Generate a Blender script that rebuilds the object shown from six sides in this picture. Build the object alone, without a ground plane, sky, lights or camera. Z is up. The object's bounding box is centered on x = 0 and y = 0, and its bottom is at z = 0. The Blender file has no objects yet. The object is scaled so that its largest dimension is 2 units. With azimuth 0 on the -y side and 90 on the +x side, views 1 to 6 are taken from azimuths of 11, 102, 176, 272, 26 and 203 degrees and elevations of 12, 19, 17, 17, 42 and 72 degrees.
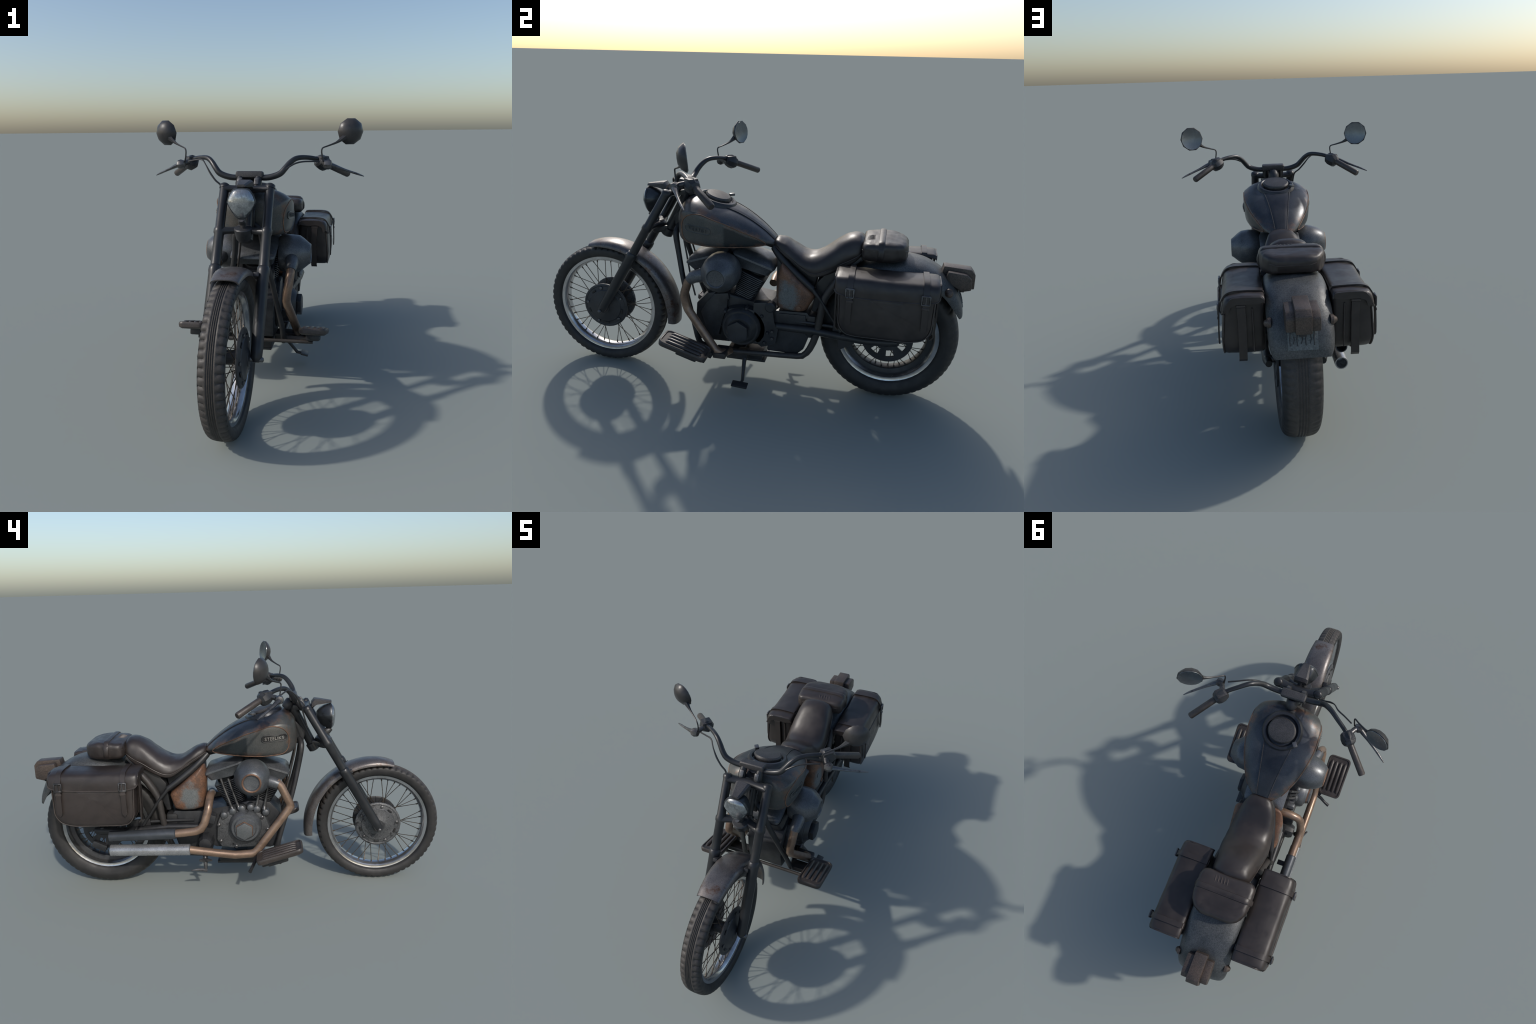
"""Worn cruiser motorcycle with leather saddlebags.  Metres, front towards -y, x = 0 is the plane of symmetry."""
import bpy, bmesh, math, random
from math import sin, cos, pi, radians
from mathutils import Vector, Matrix, noise
from mathutils.bvhtree import BVHTree

random.seed(7)

# ------------------------------------------------------------------ materials
class Nodes:
    """Small helper to write node trees as expressions."""
    def __init__(self, name):
        self.m = bpy.data.materials.new(name)
        self.m.use_nodes = True
        self.t = self.m.node_tree
        self.b = self.t.nodes["Principled BSDF"]
        self.co = self.t.nodes.new("ShaderNodeTexCoord").outputs["Object"]
        self._xyz = None

    def link(self, sock, v):
        if isinstance(v, bpy.types.NodeSocket):
            self.t.links.new(v, sock)
        elif isinstance(v, (tuple, list)):
            sock.default_value = (*v, 1.0)[:4] if len(v) == 3 and sock.type == 'RGBA' else v
        else:
            sock.default_value = v

    def math(self, op, a, b=0.0, clamp=False):
        n = self.t.nodes.new("ShaderNodeMath"); n.operation = op; n.use_clamp = clamp
        self.link(n.inputs[0], a); self.link(n.inputs[1], b)
        return n.outputs[0]

    def xyz(self):
        if self._xyz is None:
            n = self.t.nodes.new("ShaderNodeSeparateXYZ")
            self.t.links.new(self.co, n.inputs[0]); self._xyz = n.outputs
        return self._xyz

    def noise(self, scale, detail=4.0, rough=0.6, dist=0.0, stretch=None):
        n = self.t.nodes.new("ShaderNodeTexNoise")
        n.inputs["Scale"].default_value = scale; n.inputs["Detail"].default_value = detail
        n.inputs["Roughness"].default_value = rough; n.inputs["Distortion"].default_value = dist
        co = self.co
        if stretch:
            mp = self.t.nodes.new("ShaderNodeMapping"); mp.inputs["Scale"].default_value = stretch
            self.t.links.new(co, mp.inputs[0]); co = mp.outputs[0]
        self.t.links.new(co, n.inputs["Vector"])
        return n.outputs[0]

    def voronoi(self, scale):
        n = self.t.nodes.new("ShaderNodeTexVoronoi"); n.inputs["Scale"].default_value = scale
        self.t.links.new(self.co, n.inputs["Vector"])
        return n.outputs["Distance"]

    def step(self, v, lo, hi):
        n = self.t.nodes.new("ShaderNodeMapRange"); n.interpolation_type = 'SMOOTHSTEP'
        self.link(n.inputs[0], v)
        n.inputs[1].default_value = lo; n.inputs[2].default_value = hi
        return n.outputs[0]

    def ramp(self, v, lo, hi, a, b):
        n = self.t.nodes.new("ShaderNodeMapRange"); self.link(n.inputs[0], v)
        for i, k in enumerate((lo, hi, a, b)): n.inputs[1 + i].default_value = k
        return n.outputs[0]

    def mix(self, f, a, b):
        n = self.t.nodes.new("ShaderNodeMix"); n.data_type = 'RGBA'
        self.link(n.inputs[0], f); self.link(n.inputs[6], a); self.link(n.inputs[7], b)
        return n.outputs[2]

    def shade(self, col, f):
        n = self.t.nodes.new("ShaderNodeMix"); n.data_type = 'RGBA'; n.blend_type = 'MULTIPLY'
        n.inputs[0].default_value = 1.0
        self.link(n.inputs[6], col)
        c = self.t.nodes.new("ShaderNodeCombineColor")
        for i in range(3): self.link(c.inputs[i], f)
        self.t.links.new(c.outputs[0], n.inputs[7])
        return n.outputs[2]

    def bump(self, h, strength=0.3, dist=0.002):
        n = self.t.nodes.new("ShaderNodeBump"); n.inputs["Strength"].default_value = strength
        n.inputs["Distance"].default_value = dist
        self.link(n.inputs["Height"], h); self.t.links.new(n.outputs[0], self.b.inputs["Normal"])

    def done(self, col, rough=0.5, metal=0.0, spec=0.5, coat=0.0):
        self.link(self.b.inputs["Base Color"], col)
        self.link(self.b.inputs["Roughness"], rough)
        self.link(self.b.inputs["Metallic"], metal)
        self.link(self.b.inputs["Specular IOR Level"], spec)
        if coat: self.b.inputs["Coat Weight"].default_value = coat
        return self.m

MAT = {}

def worn(name, a, b, rough=(0.4, 0.6), metal=0.0, big=9.0, fine=260.0, grain=0.35, bump=0.15,
         spot=None, spot_lo=0.6, spot_hi=0.72, spot_scale=14.0, spec=0.5, coat=0.0, stretch=None):
    """Two-tone worn surface: broad patches from colour a to colour b, fine grain and optional spots."""
    n = Nodes(name)
    patch = n.step(n.noise(big, 5, 0.65, 0.4, stretch), 0.36, 0.64)
    g = n.noise(fine, 3, 0.7)
    col = n.mix(patch, a, b)
    if spot:
        s = n.step(n.noise(spot_scale, 6, 0.75), spot_lo, spot_hi)
        col = n.mix(s, col, spot)
    col = n.shade(col, n.ramp(g, 0.3, 0.7, 1 - grain, 1 + grain))
    n.bump(g, bump, 0.001)
    MAT[name] = n.done(col, n.ramp(n.noise(big * 3, 4), 0.3, 0.7, *rough), metal, spec, coat)
    return MAT[name]

def build_materials():
    worn("black_enamel", (.013, .014, .016), (.021, .022, .024), (.28, .45), spot=(.045, .045, .048), spot_lo=.68, spot_hi=.82, grain=.12, bump=.05)
    worn("bare_metal", (.075, .074, .075), (.16, .157, .155), (.28, .45), metal=.7, spot=(.04, .035, .032), spot_lo=.52, spot_hi=.68, spot_scale=34, grain=.25)
    worn("chrome", (.56, .56, .57), (.42, .415, .41), (.14, .28), metal=.92, spot=(.22, .20, .18), spot_lo=.66, spot_hi=.82, spot_scale=16, grain=.08, bump=.02)
    worn("steel_spoke", (.05, .042, .035), (.14, .115, .09), (.35, .5), metal=.7, big=40)
    worn("leather", (.025, .0200, .0182), (.037, .0295, .0265), (.31, .46), fine=420, bump=.3, spot=(.058, .048, .043), spot_lo=.66, spot_hi=.82, grain=.2)  # base warmed to carry the brown tint of the leather's highlights
    worn("leather_trim", (.040, .033, .029), (.062, .050, .044), (.38, .52), fine=420, bump=.25, grain=.3)
    worn("engine_metal", (.085, .091, .097), (.125, .130, .136), (.30, .46), metal=.45, spot=(.035, .034, .035), spot_lo=.6, spot_hi=.75, grain=.3)  # base lightened to paint in the highlight on the air cleaner dome
    worn("dark_casting", (.019, .020, .022), (.034, .035, .038), (.36, .55), spot=(.075, .075, .078), spot_lo=.66, spot_hi=.8, spot_scale=24, grain=.3)
    worn("case_casting", (.072, .075, .078), (.108, .109, .111), (.4, .55), metal=.4, grain=.45, fine=180, bump=.4, spot=(.02, .02, .022), spot_lo=.56, spot_hi=.66, spot_scale=30)
    worn("copper_pipe", (.30, .205, .145), (.20, .135, .095), (.27, .40), metal=.5, grain=.14, bump=.06, big=16,  # colour dulled and browned after the left pipe lying in shade
         spot=(.10, .068, .048), spot_lo=.64, spot_hi=.82, stretch=(1, .4, 1))
    worn("muffler_steel", (.40, .405, .41), (.29, .295, .30), (.22, .36), metal=.6, grain=.35, fine=300, bump=.3, spot=(.10, .09, .08), spot_lo=.64, spot_hi=.74, spot_scale=120)
    worn("muffler_dark", (.055, .062, .071), (.078, .085, .094), (.3, .45), metal=.4, grain=.12)
    worn("frame_paint", (.016, .0165, .018), (.027, .0265, .027), (.36, .5), spot=(.055, .042, .034), spot_lo=.66, spot_hi=.78, grain=.15)
    worn("rail_paint", (.030, .027, .025), (.046, .040, .036), (.4, .55), spot=(.07, .055, .044), spot_lo=.62, spot_hi=.76, grain=.25)
    worn("footboard_rubber", (.034, .028, .025), (.058, .047, .041), (.36, .5), spot=(.02, .0175, .017), grain=.3, stretch=(1, .25, 1), big=22)
    worn("plug_metal", (.16, .17, .172), (.12, .128, .13), (.35, .5), metal=.4, grain=.25)
    worn("fender_paint", (.105, .097, .096), (.155, .14, .133), (.27, .42), metal=.5, spot=(.095, .052, .034), spot_lo=.52, spot_hi=.68, spot_scale=9, grain=.3)  # brightened partly for the glint along the fender's lower edge
    worn("rear_fender_paint", (.050, .054, .056), (.078, .081, .081), (.38, .52), metal=.2, grain=.5, fine=210, bump=.5, spot=(.088, .082, .077), spot_lo=.66, spot_hi=.8)
    worn("lamp_housing", (.058, .047, .041), (.085, .063, .050), (.36, .52), grain=.45, fine=220, bump=.45, spot=(.15, .062, .022), spot_lo=.68, spot_hi=.78, spot_scale=16, metal=.2)
    worn("headlamp_shell", (.038, .042, .047), (.062, .066, .070), (.25, .38), metal=.55, grain=.2)
    worn("headlamp_glass", (.36, .38, .39), (.22, .235, .245), (.14, .28), metal=.8, big=26, grain=.25, fine=160, bump=.3)
    worn("mirror_glass", (.18, .195, .20), (.13, .142, .146), (.2, .32), metal=.5, grain=.15, bump=.03)
    worn("mirror_shell", (.028, .027, .027), (.042, .039, .038), (.3, .45), grain=.2)
    worn("plate_paint", (.135, .150, .150), (.10, .112, .112), (.5, .65), grain=.45, fine=150, spot=(.06, .06, .06), spot_lo=.56, spot_hi=.68, spot_scale=34, stretch=(2.2, 1, .5))
    worn("dash_paint", (.022, .024, .029), (.034, .036, .041), (.3, .45), metal=.2, grain=.25)
    worn("badge_black", (.009, .009, .009), (.015, .0145, .014), (.45, .6), grain=.2)
    worn("badge_letter", (.42, .39, .35), (.26, .24, .215), (.4, .55), metal=.3, big=60)
    worn("stamped_letter", (.055, .06, .062), (.045, .05, .052), (.5, .6))
    worn("rust_line", (.20, .112, .070), (.11, .062, .041), (.4, .55), big=22, grain=.3, metal=.25)
    worn("cap_metal", (.042, .041, .042), (.062, .059, .059), (.4, .55), fine=330, grain=.55, bump=.45, metal=.25)

    # tyres: dark sidewalls, brown-grey dust worn into the tread (by distance from the axle)
    for key, cy, R in (("tyre_front", -.700, .2995), ("tyre_rear", .660, .307)):
        n = Nodes("tyre_rubber_" + key[5:]); x, y, z = n.xyz()
        dy = n.math('SUBTRACT', y, cy); dz = n.math('SUBTRACT', z, R)
        r = n.math('SQRT', n.math('ADD', n.math('MULTIPLY', dy, dy), n.math('MULTIPLY', dz, dz)))
        r = n.math('ADD', r, n.math('MULTIPLY', n.math('SUBTRACT', n.noise(40, 5, .7), .5), .014))
        dust = n.math('MULTIPLY', n.step(r, R - .016, R - .003), n.ramp(n.noise(55, 5, .75), .3, .7, .35, 1.0))
        side = n.mix(n.step(n.noise(12, 5, .65), .36, .64), (.016, .0155, .0155), (.027, .0255, .0245))
        col = n.mix(dust, side, (.062, .054, .048))
        g = n.noise(240, 3, .7)
        col = n.shade(col, n.ramp(g, .3, .7, .75, 1.25)); n.bump(g, .25, .001)
        MAT[key] = n.done(col, n.ramp(n.noise(30, 4), .3, .7, .48, .68))

    # tank: blue-grey top, green-grey side panels with rust creeping in from the edges
    n = Nodes("tank_paint")
    x, y, z = n.xyz()
    wob = n.math('MULTIPLY', n.math('SUBTRACT', n.noise(16, 5, .7), .5), .03)
    chine = n.math('SUBTRACT', .800, n.math('MULTIPLY', n.math('ADD', y, .08), .44))
    d = n.math('SUBTRACT', chine, n.math('ADD', z, wob))            # > 0 below the chine line
    panel = n.step(d, -.004, .008)
    top = n.mix(n.step(n.noise(7, 4), .4, .62), (.036, .041, .050), (.064, .069, .076))
    side = n.mix(n.step(n.noise(10, 5), .38, .62), (.066, .071, .070), (.094, .092, .085))
    scoop = n.step(n.math('ADD', y, n.math('MULTIPLY', wob, .3)), -.075, -.062)
    side = n.mix(n.math('MULTIPLY', scoop, n.step(d, .012, .02)), side, (.024, .029, .031))
    col = n.mix(panel, top, side)
    edge = n.math('SUBTRACT', 1.0, n.step(n.math('ABSOLUTE', n.math('SUBTRACT', d, .002)), .003, .020))
    low = n.math('SUBTRACT', 1.0, n.step(n.math('ADD', z, wob), .684, .712))
    front = n.math('MULTIPLY', n.math('SUBTRACT', 1.0, n.step(y, -.285, -.250)), .15)
    band = n.math('SUBTRACT', 1.0, n.step(n.math('ABSOLUTE', n.math('ADD', n.math('ADD', y, wob), .262)), .003, .016))
    band = n.math('MULTIPLY', band, panel)
    rust = n.math('MULTIPLY', n.math('MAXIMUM', n.math('MAXIMUM', n.math('MAXIMUM', edge, low), front), band), n.step(n.noise(20, 6, .75), .42, .66))
    col = n.mix(n.math('MULTIPLY', rust, .8), col, (.15, .082, .052))
    g = n.noise(300, 3, .7)
    col = n.shade(col, n.ramp(g, .3, .7, .72, 1.28)); n.bump(g, .12, .001)
    MAT["tank_paint"] = n.done(col, n.ramp(n.noise(24, 4), .3, .7, .28, .44), .3)

    # side cover: rust all round, bare grey patch in the middle
    n = Nodes("side_cover_paint")
    x, y, z = n.xyz()
    dy = n.math('MULTIPLY', n.math('SUBTRACT', y, .215), 1.15); dz = n.math('MULTIPLY', n.math('SUBTRACT', z, .478), .72)
    r = n.math('SQRT', n.math('ADD', n.math('MULTIPLY', dy, dy), n.math('MULTIPLY', dz, dz)))
    r = n.math('ADD', r, n.math('MULTIPLY', n.math('SUBTRACT', n.noise(24, 6, .7), .5), .10))
    grey = n.mix(n.noise(60, 4), (.105, .118, .120), (.15, .155, .15))
    rusty = n.mix(n.step(n.noise(18, 6, .7), .38, .64), (.175, .088, .050), (.095, .056, .039))
    col = n.mix(n.step(r, .030, .066), grey, rusty)
    g = n.noise(230, 3, .7)
    col = n.shade(col, n.ramp(g, .3, .7, .65, 1.35)); n.bump(g, .3, .001)
    MAT["side_cover_paint"] = n.done(col, .5, .1)

# ------------------------------------------------------------------ geometry helpers
ROOT = None

def smooth(me, angle=40):
    for p in me.polygons: p.use_smooth = True
    me.set_sharp_from_angle(angle=radians(angle))

def finish(bm, name, mat, parent=None, angle=40, recalc=True):
    if recalc: bmesh.ops.recalc_face_normals(bm, faces=bm.faces)
    me = bpy.data.meshes.new(name)
    bm.to_mesh(me); bm.free()
    me.materials.append(MAT[mat])
    smooth(me, angle)
    o = bpy.data.objects.new(name, me)
    bpy.context.collection.objects.link(o)
    o.parent = parent or ROOT
    return o

def mirrored(o, parent=None):
    """Copy of a part reflected in the plane x = 0 (its own mesh, faces turned the right way)."""
    bm = bmesh.new(); bm.from_mesh(o.data)
    for v in bm.verts: v.co.x *= -1
    bmesh.ops.reverse_faces(bm, faces=bm.faces)
    me = bpy.data.meshes.new(o.data.name); bm.to_mesh(me); bm.free()
    for m in o.data.materials: me.materials.append(m)
    c = bpy.data.objects.new(o.name, me); bpy.context.collection.objects.link(c)
    c.parent = parent or o.parent
    return c

def ring_faces(bm, rings, closed=True, wrap=False):
    k = len(rings[0])
    pairs = list(zip(rings[:-1], rings[1:])) + ([(rings[-1], rings[0])] if wrap else [])
    for a, b in pairs:
        for i in range(k if closed else k - 1):
            j = (i + 1) % k
            bm.faces.new((a[i], a[j], b[j], b[i]))

def loft(name, rings, mat, parent=None, cap=True, closed=True, wrap=False, angle=40):
    bm = bmesh.new()
    vr = [[bm.verts.new(p) for p in r] for r in rings]
    ring_faces(bm, vr, closed, wrap)
    if cap == 'strip':                              # ring = outer skin followed by the inner skin reversed
        for r in (vr[0], vr[-1]):
            m = len(r)
            for i in range(m // 2 - 1): bm.faces.new((r[i], r[i + 1], r[m - 2 - i], r[m - 1 - i]))
    elif cap and not wrap:
        bm.faces.new(vr[0]); bm.faces.new(vr[-1])
    return finish(bm, name, mat, parent, angle)

def spline(pts, n):
    """Catmull-Rom through pts (tuples of any length), n steps per span."""
    P = [Vector(p) if len(p) in (2, 3, 4) else p for p in pts]
    out = []
    for i in range(len(P) - 1):
        a = P[i - 1] if i else P[0] * 2 - P[1]
        b, c = P[i], P[i + 1]
        d = P[i + 2] if i + 2 < len(P) else P[-1] * 2 - P[-2]
        for s in range(n):
            t = s / n
            out.append(.5 * ((2 * b) + (c - a) * t + (2 * a - 5 * b + 4 * c - d) * t * t + (3 * b - a - 3 * c + d) * t ** 3))
    out.append(P[-1])
    return out

def tube_rings(path, r, seg=12, flat=None):
    path = [Vector(p) for p in path]
    rad = r if isinstance(r, (list, tuple)) else [r] * len(path)
    rings = []; up = None
    for i, p in enumerate(path):
        t0 = (p - path[i - 1]).normalized() if i else None
        t1 = (path[i + 1] - p).normalized() if i + 1 < len(path) else None
        t = ((t0 or t1) + (t1 or t0)).normalized()
        k = 1.0 if (t0 is None or t1 is None) else 1 / max(.6, t.dot(t1))
        if up is None:
            up = Vector((1, 0, 0)) if abs(t.x) < .8 else Vector((0, 0, 1))
        u = (up - t * up.dot(t)).normalized(); w = t.cross(u); up = u
        bend = (t1 - t0) if (t0 and t1) else Vector((0, 0, 0))
        bd = bend.normalized() if bend.length > 1e-5 else None
        ring = []
        for j in range(seg):
            a = 2 * pi * j / seg
            o = (u * cos(a) + w * sin(a)) * rad[i]
            if bd: o += bd * (o.dot(bd) * (k - 1))
            if flat: o = Vector((o.x * flat[0], o.y * flat[1], o.z * flat[2]))
            ring.append(p + o)
        rings.append(ring)
    return rings

def tube(name, path, r, mat, parent=None, seg=12, rounds=0, angle=50, flat=None):
    if rounds:
        if isinstance(r, (list, tuple)):
            sp = spline([(*p, q) for p, q in zip(path, r)], rounds)
            path = [v[:3] for v in sp]; r = [v[3] for v in sp]
        else:
            path = spline(path, rounds)
    return loft(name, tube_rings(path, r, seg, flat), mat, parent, angle=angle)

def lathe(name, profile, mat, axis='x', centre=(0, 0, 0), seg=32, parent=None, angle=40, basis=None, close=True, mod=None):
    """profile: (radius, distance along the axis).  basis: 3x3 whose third column is the axis."""
    if basis is None:
        basis = {'x': Matrix(((0, 0, 1), (1, 0, 0), (0, 1, 0))), 'y': Matrix(((1, 0, 0), (0, 0, 1), (0, 1, 0))),
                 'z': Matrix.Identity(3)}[axis]
    c = Vector(centre); bm = bmesh.new(); rings = []
    for r, h in profile:
        if r < 1e-6:
            rings.append([bm.verts.new(c + basis @ Vector((0, 0, h)))])
        else:
            rings.append([bm.verts.new(c + basis @ Vector((*(
                (r * cos(2 * pi * i / seg), r * sin(2 * pi * i / seg)) if mod is None else mod(r, 2 * pi * i / seg)), h))) for i in range(seg)])
    for a, b in zip(rings[:-1], rings[1:]):
        for i in range(seg):
            j = (i + 1) % seg
            f = [a[i % len(a)], a[j % len(a)], b[j % len(b)], b[i % len(b)]]
            f = list(dict.fromkeys(f))
            if len(f) > 2: bm.faces.new(f)
    if close:
        for r in (rings[0], rings[-1]):
            if len(r) > 1: bm.faces.new(r)
    return finish(bm, name, mat, parent, angle)

def prism(name, poly, x0, x1, mat, parent=None, bevel=.006, seg=2, plane='yz', angle=35, taper=None):
    """Polygon in the given plane, extruded from x0 to x1; taper = (centre, scale) shrinks the far end."""
    bm = bmesh.new()
    def P(a, b, h): return {'yz': (h, a, b), 'xz': (a, h, b), 'xy': (a, b, h)}[plane]
    A = [bm.verts.new(P(a, b, x0)) for a, b in poly]
    if taper:
        (ca, cb), s = taper
        B = [bm.verts.new(P(ca + (a - ca) * s, cb + (b - cb) * s, x1)) for a, b in poly]
    else:
        B = [bm.verts.new(P(a, b, x1)) for a, b in poly]
    bm.faces.new(A); bm.faces.new(B)
    for i in range(len(A)):
        j = (i + 1) % len(A); bm.faces.new((A[i], A[j], B[j], B[i]))
    if bevel:
        bmesh.ops.bevel(bm, geom=bm.edges[:], offset=bevel, segments=seg, profile=.6, affect='EDGES', clamp_overlap=True)
    return finish(bm, name, mat, parent, angle)

def box(name, centre, size, mat, parent=None, rot=None, bevel=.004, seg=2):
    bm = bmesh.new()
    bmesh.ops.create_cube(bm, size=1)
    for v in bm.verts: v.co = Vector((v.co.x * size[0], v.co.y * size[1], v.co.z * size[2]))
    if bevel: bmesh.ops.bevel(bm, geom=bm.edges[:], offset=bevel, segments=seg, profile=.6, affect='EDGES', clamp_overlap=True)
    M = (rot.to_4x4() if rot else Matrix.Identity(4))
    M.translation = centre
    bmesh.ops.transform(bm, matrix=M, verts=bm.verts)
    return finish(bm, name, mat, parent, 35)

def joined(name, mat, parts, parent=None, angle=40):
    """Join several temporary meshes into one part."""
    bm = bmesh.new()
    for o in parts:
        bm.from_mesh(o.data); me = o.data
        bpy.data.objects.remove(o); bpy.data.meshes.remove(me)
    return finish(bm, name, mat, parent, angle, recalc=False)

def arc_poly(cy, cz, r, n, a0=0.0, sy=1.0, sz=1.0):
    return [(cy + sy * r * cos(a0 + 2 * pi * i / n), cz + sz * r * sin(a0 + 2 * pi * i / n)) for i in range(n)]

def lerp_table(tab, x):
    if x <= tab[0][0]: return tab[0][1:]
    for a, b in zip(tab[:-1], tab[1:]):
        if x <= b[0]:
            t = (x - a[0]) / (b[0] - a[0])
            return tuple(p + (q - p) * t for p, q in zip(a[1:], b[1:]))
    return tab[-1][1:]

def wrinkle(o, amp, scale, cuts=0, stretch=(1, 1, 1), seed=0.0):
    """Push a soft part's surface in and out with noise so that the leather does not look moulded."""
    bm = bmesh.new(); bm.from_mesh(o.data)
    if cuts: bmesh.ops.subdivide_edges(bm, edges=bm.edges[:], cuts=cuts, use_grid_fill=True)
    bm.normal_update()
    mv = []
    for v in bm.verts:
        p = Vector((v.co.x * stretch[0], v.co.y * stretch[1], v.co.z * stretch[2])) * scale + Vector((seed, seed * 1.7, 0))
        d = noise.noise(p) + .5 * noise.noise(p * 2.3) + .25 * noise.noise(p * 5.1)
        mv.append(v.normal * (d * amp))
    for v, m in zip(bm.verts, mv): v.co += m
    bm.to_mesh(o.data); bm.free()
    smooth(o.data, 60)

# ------------------------------------------------------------------ wheels
def build_wheel(cy, R, half, rim_r, lugs, lug_depth, hub_r, spokes, shoulder, well=None):
    centre = Vector((0, cy, R))
    wheel = lathe("wheel", [(.012, -.075), (.03, -.072), (.034, -.045), (hub_r, -.042), (hub_r, -.034), (.028, -.030), (.028, .030),
                            (hub_r, .034), (hub_r, .042), (.034, .045), (.03, .072), (.012, .075)], "dark_casting", centre=centre, seg=24)
    # tyre: rounded section, centre grooves and shoulder lugs
    bead = rim_r - .006
    shape = [(.70, 0), (.86, .10), (.965, .30), (1.0, .52), (shoulder, .76), (shoulder * .80, .905), (shoulder * .46, .978), (0, 1)]
    half_prof = [(half * v[0], bead + (R - bead) * v[1]) for v in spline(shape, 6)]
    prof = [(-x, r) for x, r in half_prof] + [(x, r) for x, r in reversed(half_prof[:-1])]
    prof = [(-half * .55, bead - .006)] + prof + [(half * .55, bead - .006)]
    seg = lugs * 6
    bm = bmesh.new(); rings = []
    for k in range(seg):
        a = 2 * pi * k / seg; ring = []
        for i, (x, rr) in enumerate(prof):
            u = abs(x) / half; dr = 0.0
            if rr > bead + (R - bead) * .72:
                for gx in (.07, .20):
                    if abs(u - gx) < .030: dr = -.0032
                side = 0 if x > 0 else 3
                gap = (.35, 1, .35, 0, 0, 0)[(k + side) % 6]
                if u > .40: dr = -lug_depth * min(1, (u - .36) / .16) * gap
            ring.append(bm.verts.new(centre + Vector((x, (rr + dr) * cos(a), (rr + dr) * sin(a)))))
        rings.append(ring)
    ring_faces(bm, rings, closed=False, wrap=True)
    finish(bm, "tyre", "tyre_front" if well is None else "tyre_rear", wheel, 50)
    # rim: channel section with rolled lips
    w = half * (.66 if well is None else .74); r0 = rim_r; rw = rim_r - .030
    sec = [(w, r0 - .004), (w + .003, r0), (w + .001, r0 + .004), (w - .004, r0 + .001), (w - .008, r0 - .012), (w * .55, rw + .006), (w * .3, rw + .008),
           (-w * .3, rw + .008), (-w * .55, rw + .006), (-w + .008, r0 - .012), (-w + .004, r0 + .001), (-w - .001, r0 + .004), (-w - .003, r0), (-w, r0 - .004),
           (-w + .002, r0 - .020), (-w * .6, rw), (-w * .25, rw - .002), (w * .25, rw - .002), (w * .6, rw), (w - .002, r0 - .020)]
    rings = [[centre + Vector((x, r * cos(2 * pi * k / 48), r * sin(2 * pi * k / 48))) for x, r in sec] for k in range(48)]
    loft("rim", rings, "chrome", wheel, wrap=True, angle=35)
    if well:                                        # deep dark drop centre inside the bright lip
        sec = [(w * .56, rw + .006), (w * .52, well + .012), (w * .46, well + .002), (w * .38, well), (-w * .38, well), (-w * .46, well + .002), (-w * .52, well + .012), (-w * .56, rw + .006)]
        loft("rim_well", [[centre + Vector((x, r * cos(2 * pi * k / 48), r * sin(2 * pi * k / 48))) for x, r in sec] for k in range(48)], "dark_casting", wheel, wrap=True, angle=35)
        rw = well
    # laced spokes: one shared mesh, turned round the axle
    first = None
    for k in range(spokes):
        a = 2 * pi * (k + .5) / spokes
        side = 1 if k % 2 else -1
        lean = (1 if (k // 2) % 2 else -1) * radians(46)
        L = rw + .002
        if first is None:
            p0 = Vector((0, 0, 0)); 
            bm = bmesh.new()
            rr = tube_rings([(0, 0, 0), (0, 0, .5), (0, 0, .93), (0, 0, .94), (0, 0, 1)], [.0018, .0018, .0018, .0034, .0034], 6)
            vr = [[bm.verts.new(p) for p in r] for r in rr]; ring_faces(bm, vr); bm.faces.new(vr[0]); bm.faces.new(vr[-1])
            first = finish(bm, "spoke", "steel_spoke", wheel); o = first
        else:
            o = first.copy(); bpy.context.collection.objects.link(o)
        h = Vector((side * .036, hub_r * .93 * cos(a + lean), hub_r * .93 * sin(a + lean)))
        e = Vector((side * .006, L * cos(a), L * sin(a)))
        d = e - h
        q = d.to_track_quat('Z', 'X')
        o.matrix_local = Matrix.Translation(centre + h) @ q.to_matrix().to_4x4() @ Matrix.Diagonal((1, 1, d.length, 1))
    return wheel

def build_front_wheel():
    w = build_wheel(-.700, .2995, .0465, .254, 60, .0060, .050, 40, .95)
    c = Vector((0, -.700, .3015))
    # wide brake plates with a stepped face, bolts and cooling slots
    for s in (1, -1):
        d = lathe("brake_disc", [(.030, s * .040), (.108, s * .042), (.113, s * .046), (.112, s * .051), (.104, s * .054), (.100, s * .0525),
                                 (.084, s * .056), (.080, s * .060), (.045, s * .064), (.030, s * .070), (.018, s * .074)], "dark_casting" if s > 0 else "case_casting", centre=c, seg=30, parent=w, angle=30)
        bolt = None
        for k in range(5):
            a = 2 * pi * k / 5 + .5
            p = c + Vector((s * .055, .092 * cos(a), .092 * sin(a)))
            t = tube("bolt", [p, p + Vector((s * .004, 0, 0)), p + Vector((s * .006, 0, 0))], [.0075, .0075, .004], "bare_metal", w, 8)
            q = c + Vector((s * .057, .088 * cos(a + .5), .088 * sin(a + .5)))
            R = Matrix.Rotation(a + .5, 3, 'X')
            box("vent_slot", q, (.004, .010, .024), "badge_black", w, R, .002, 1)
    return w

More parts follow.
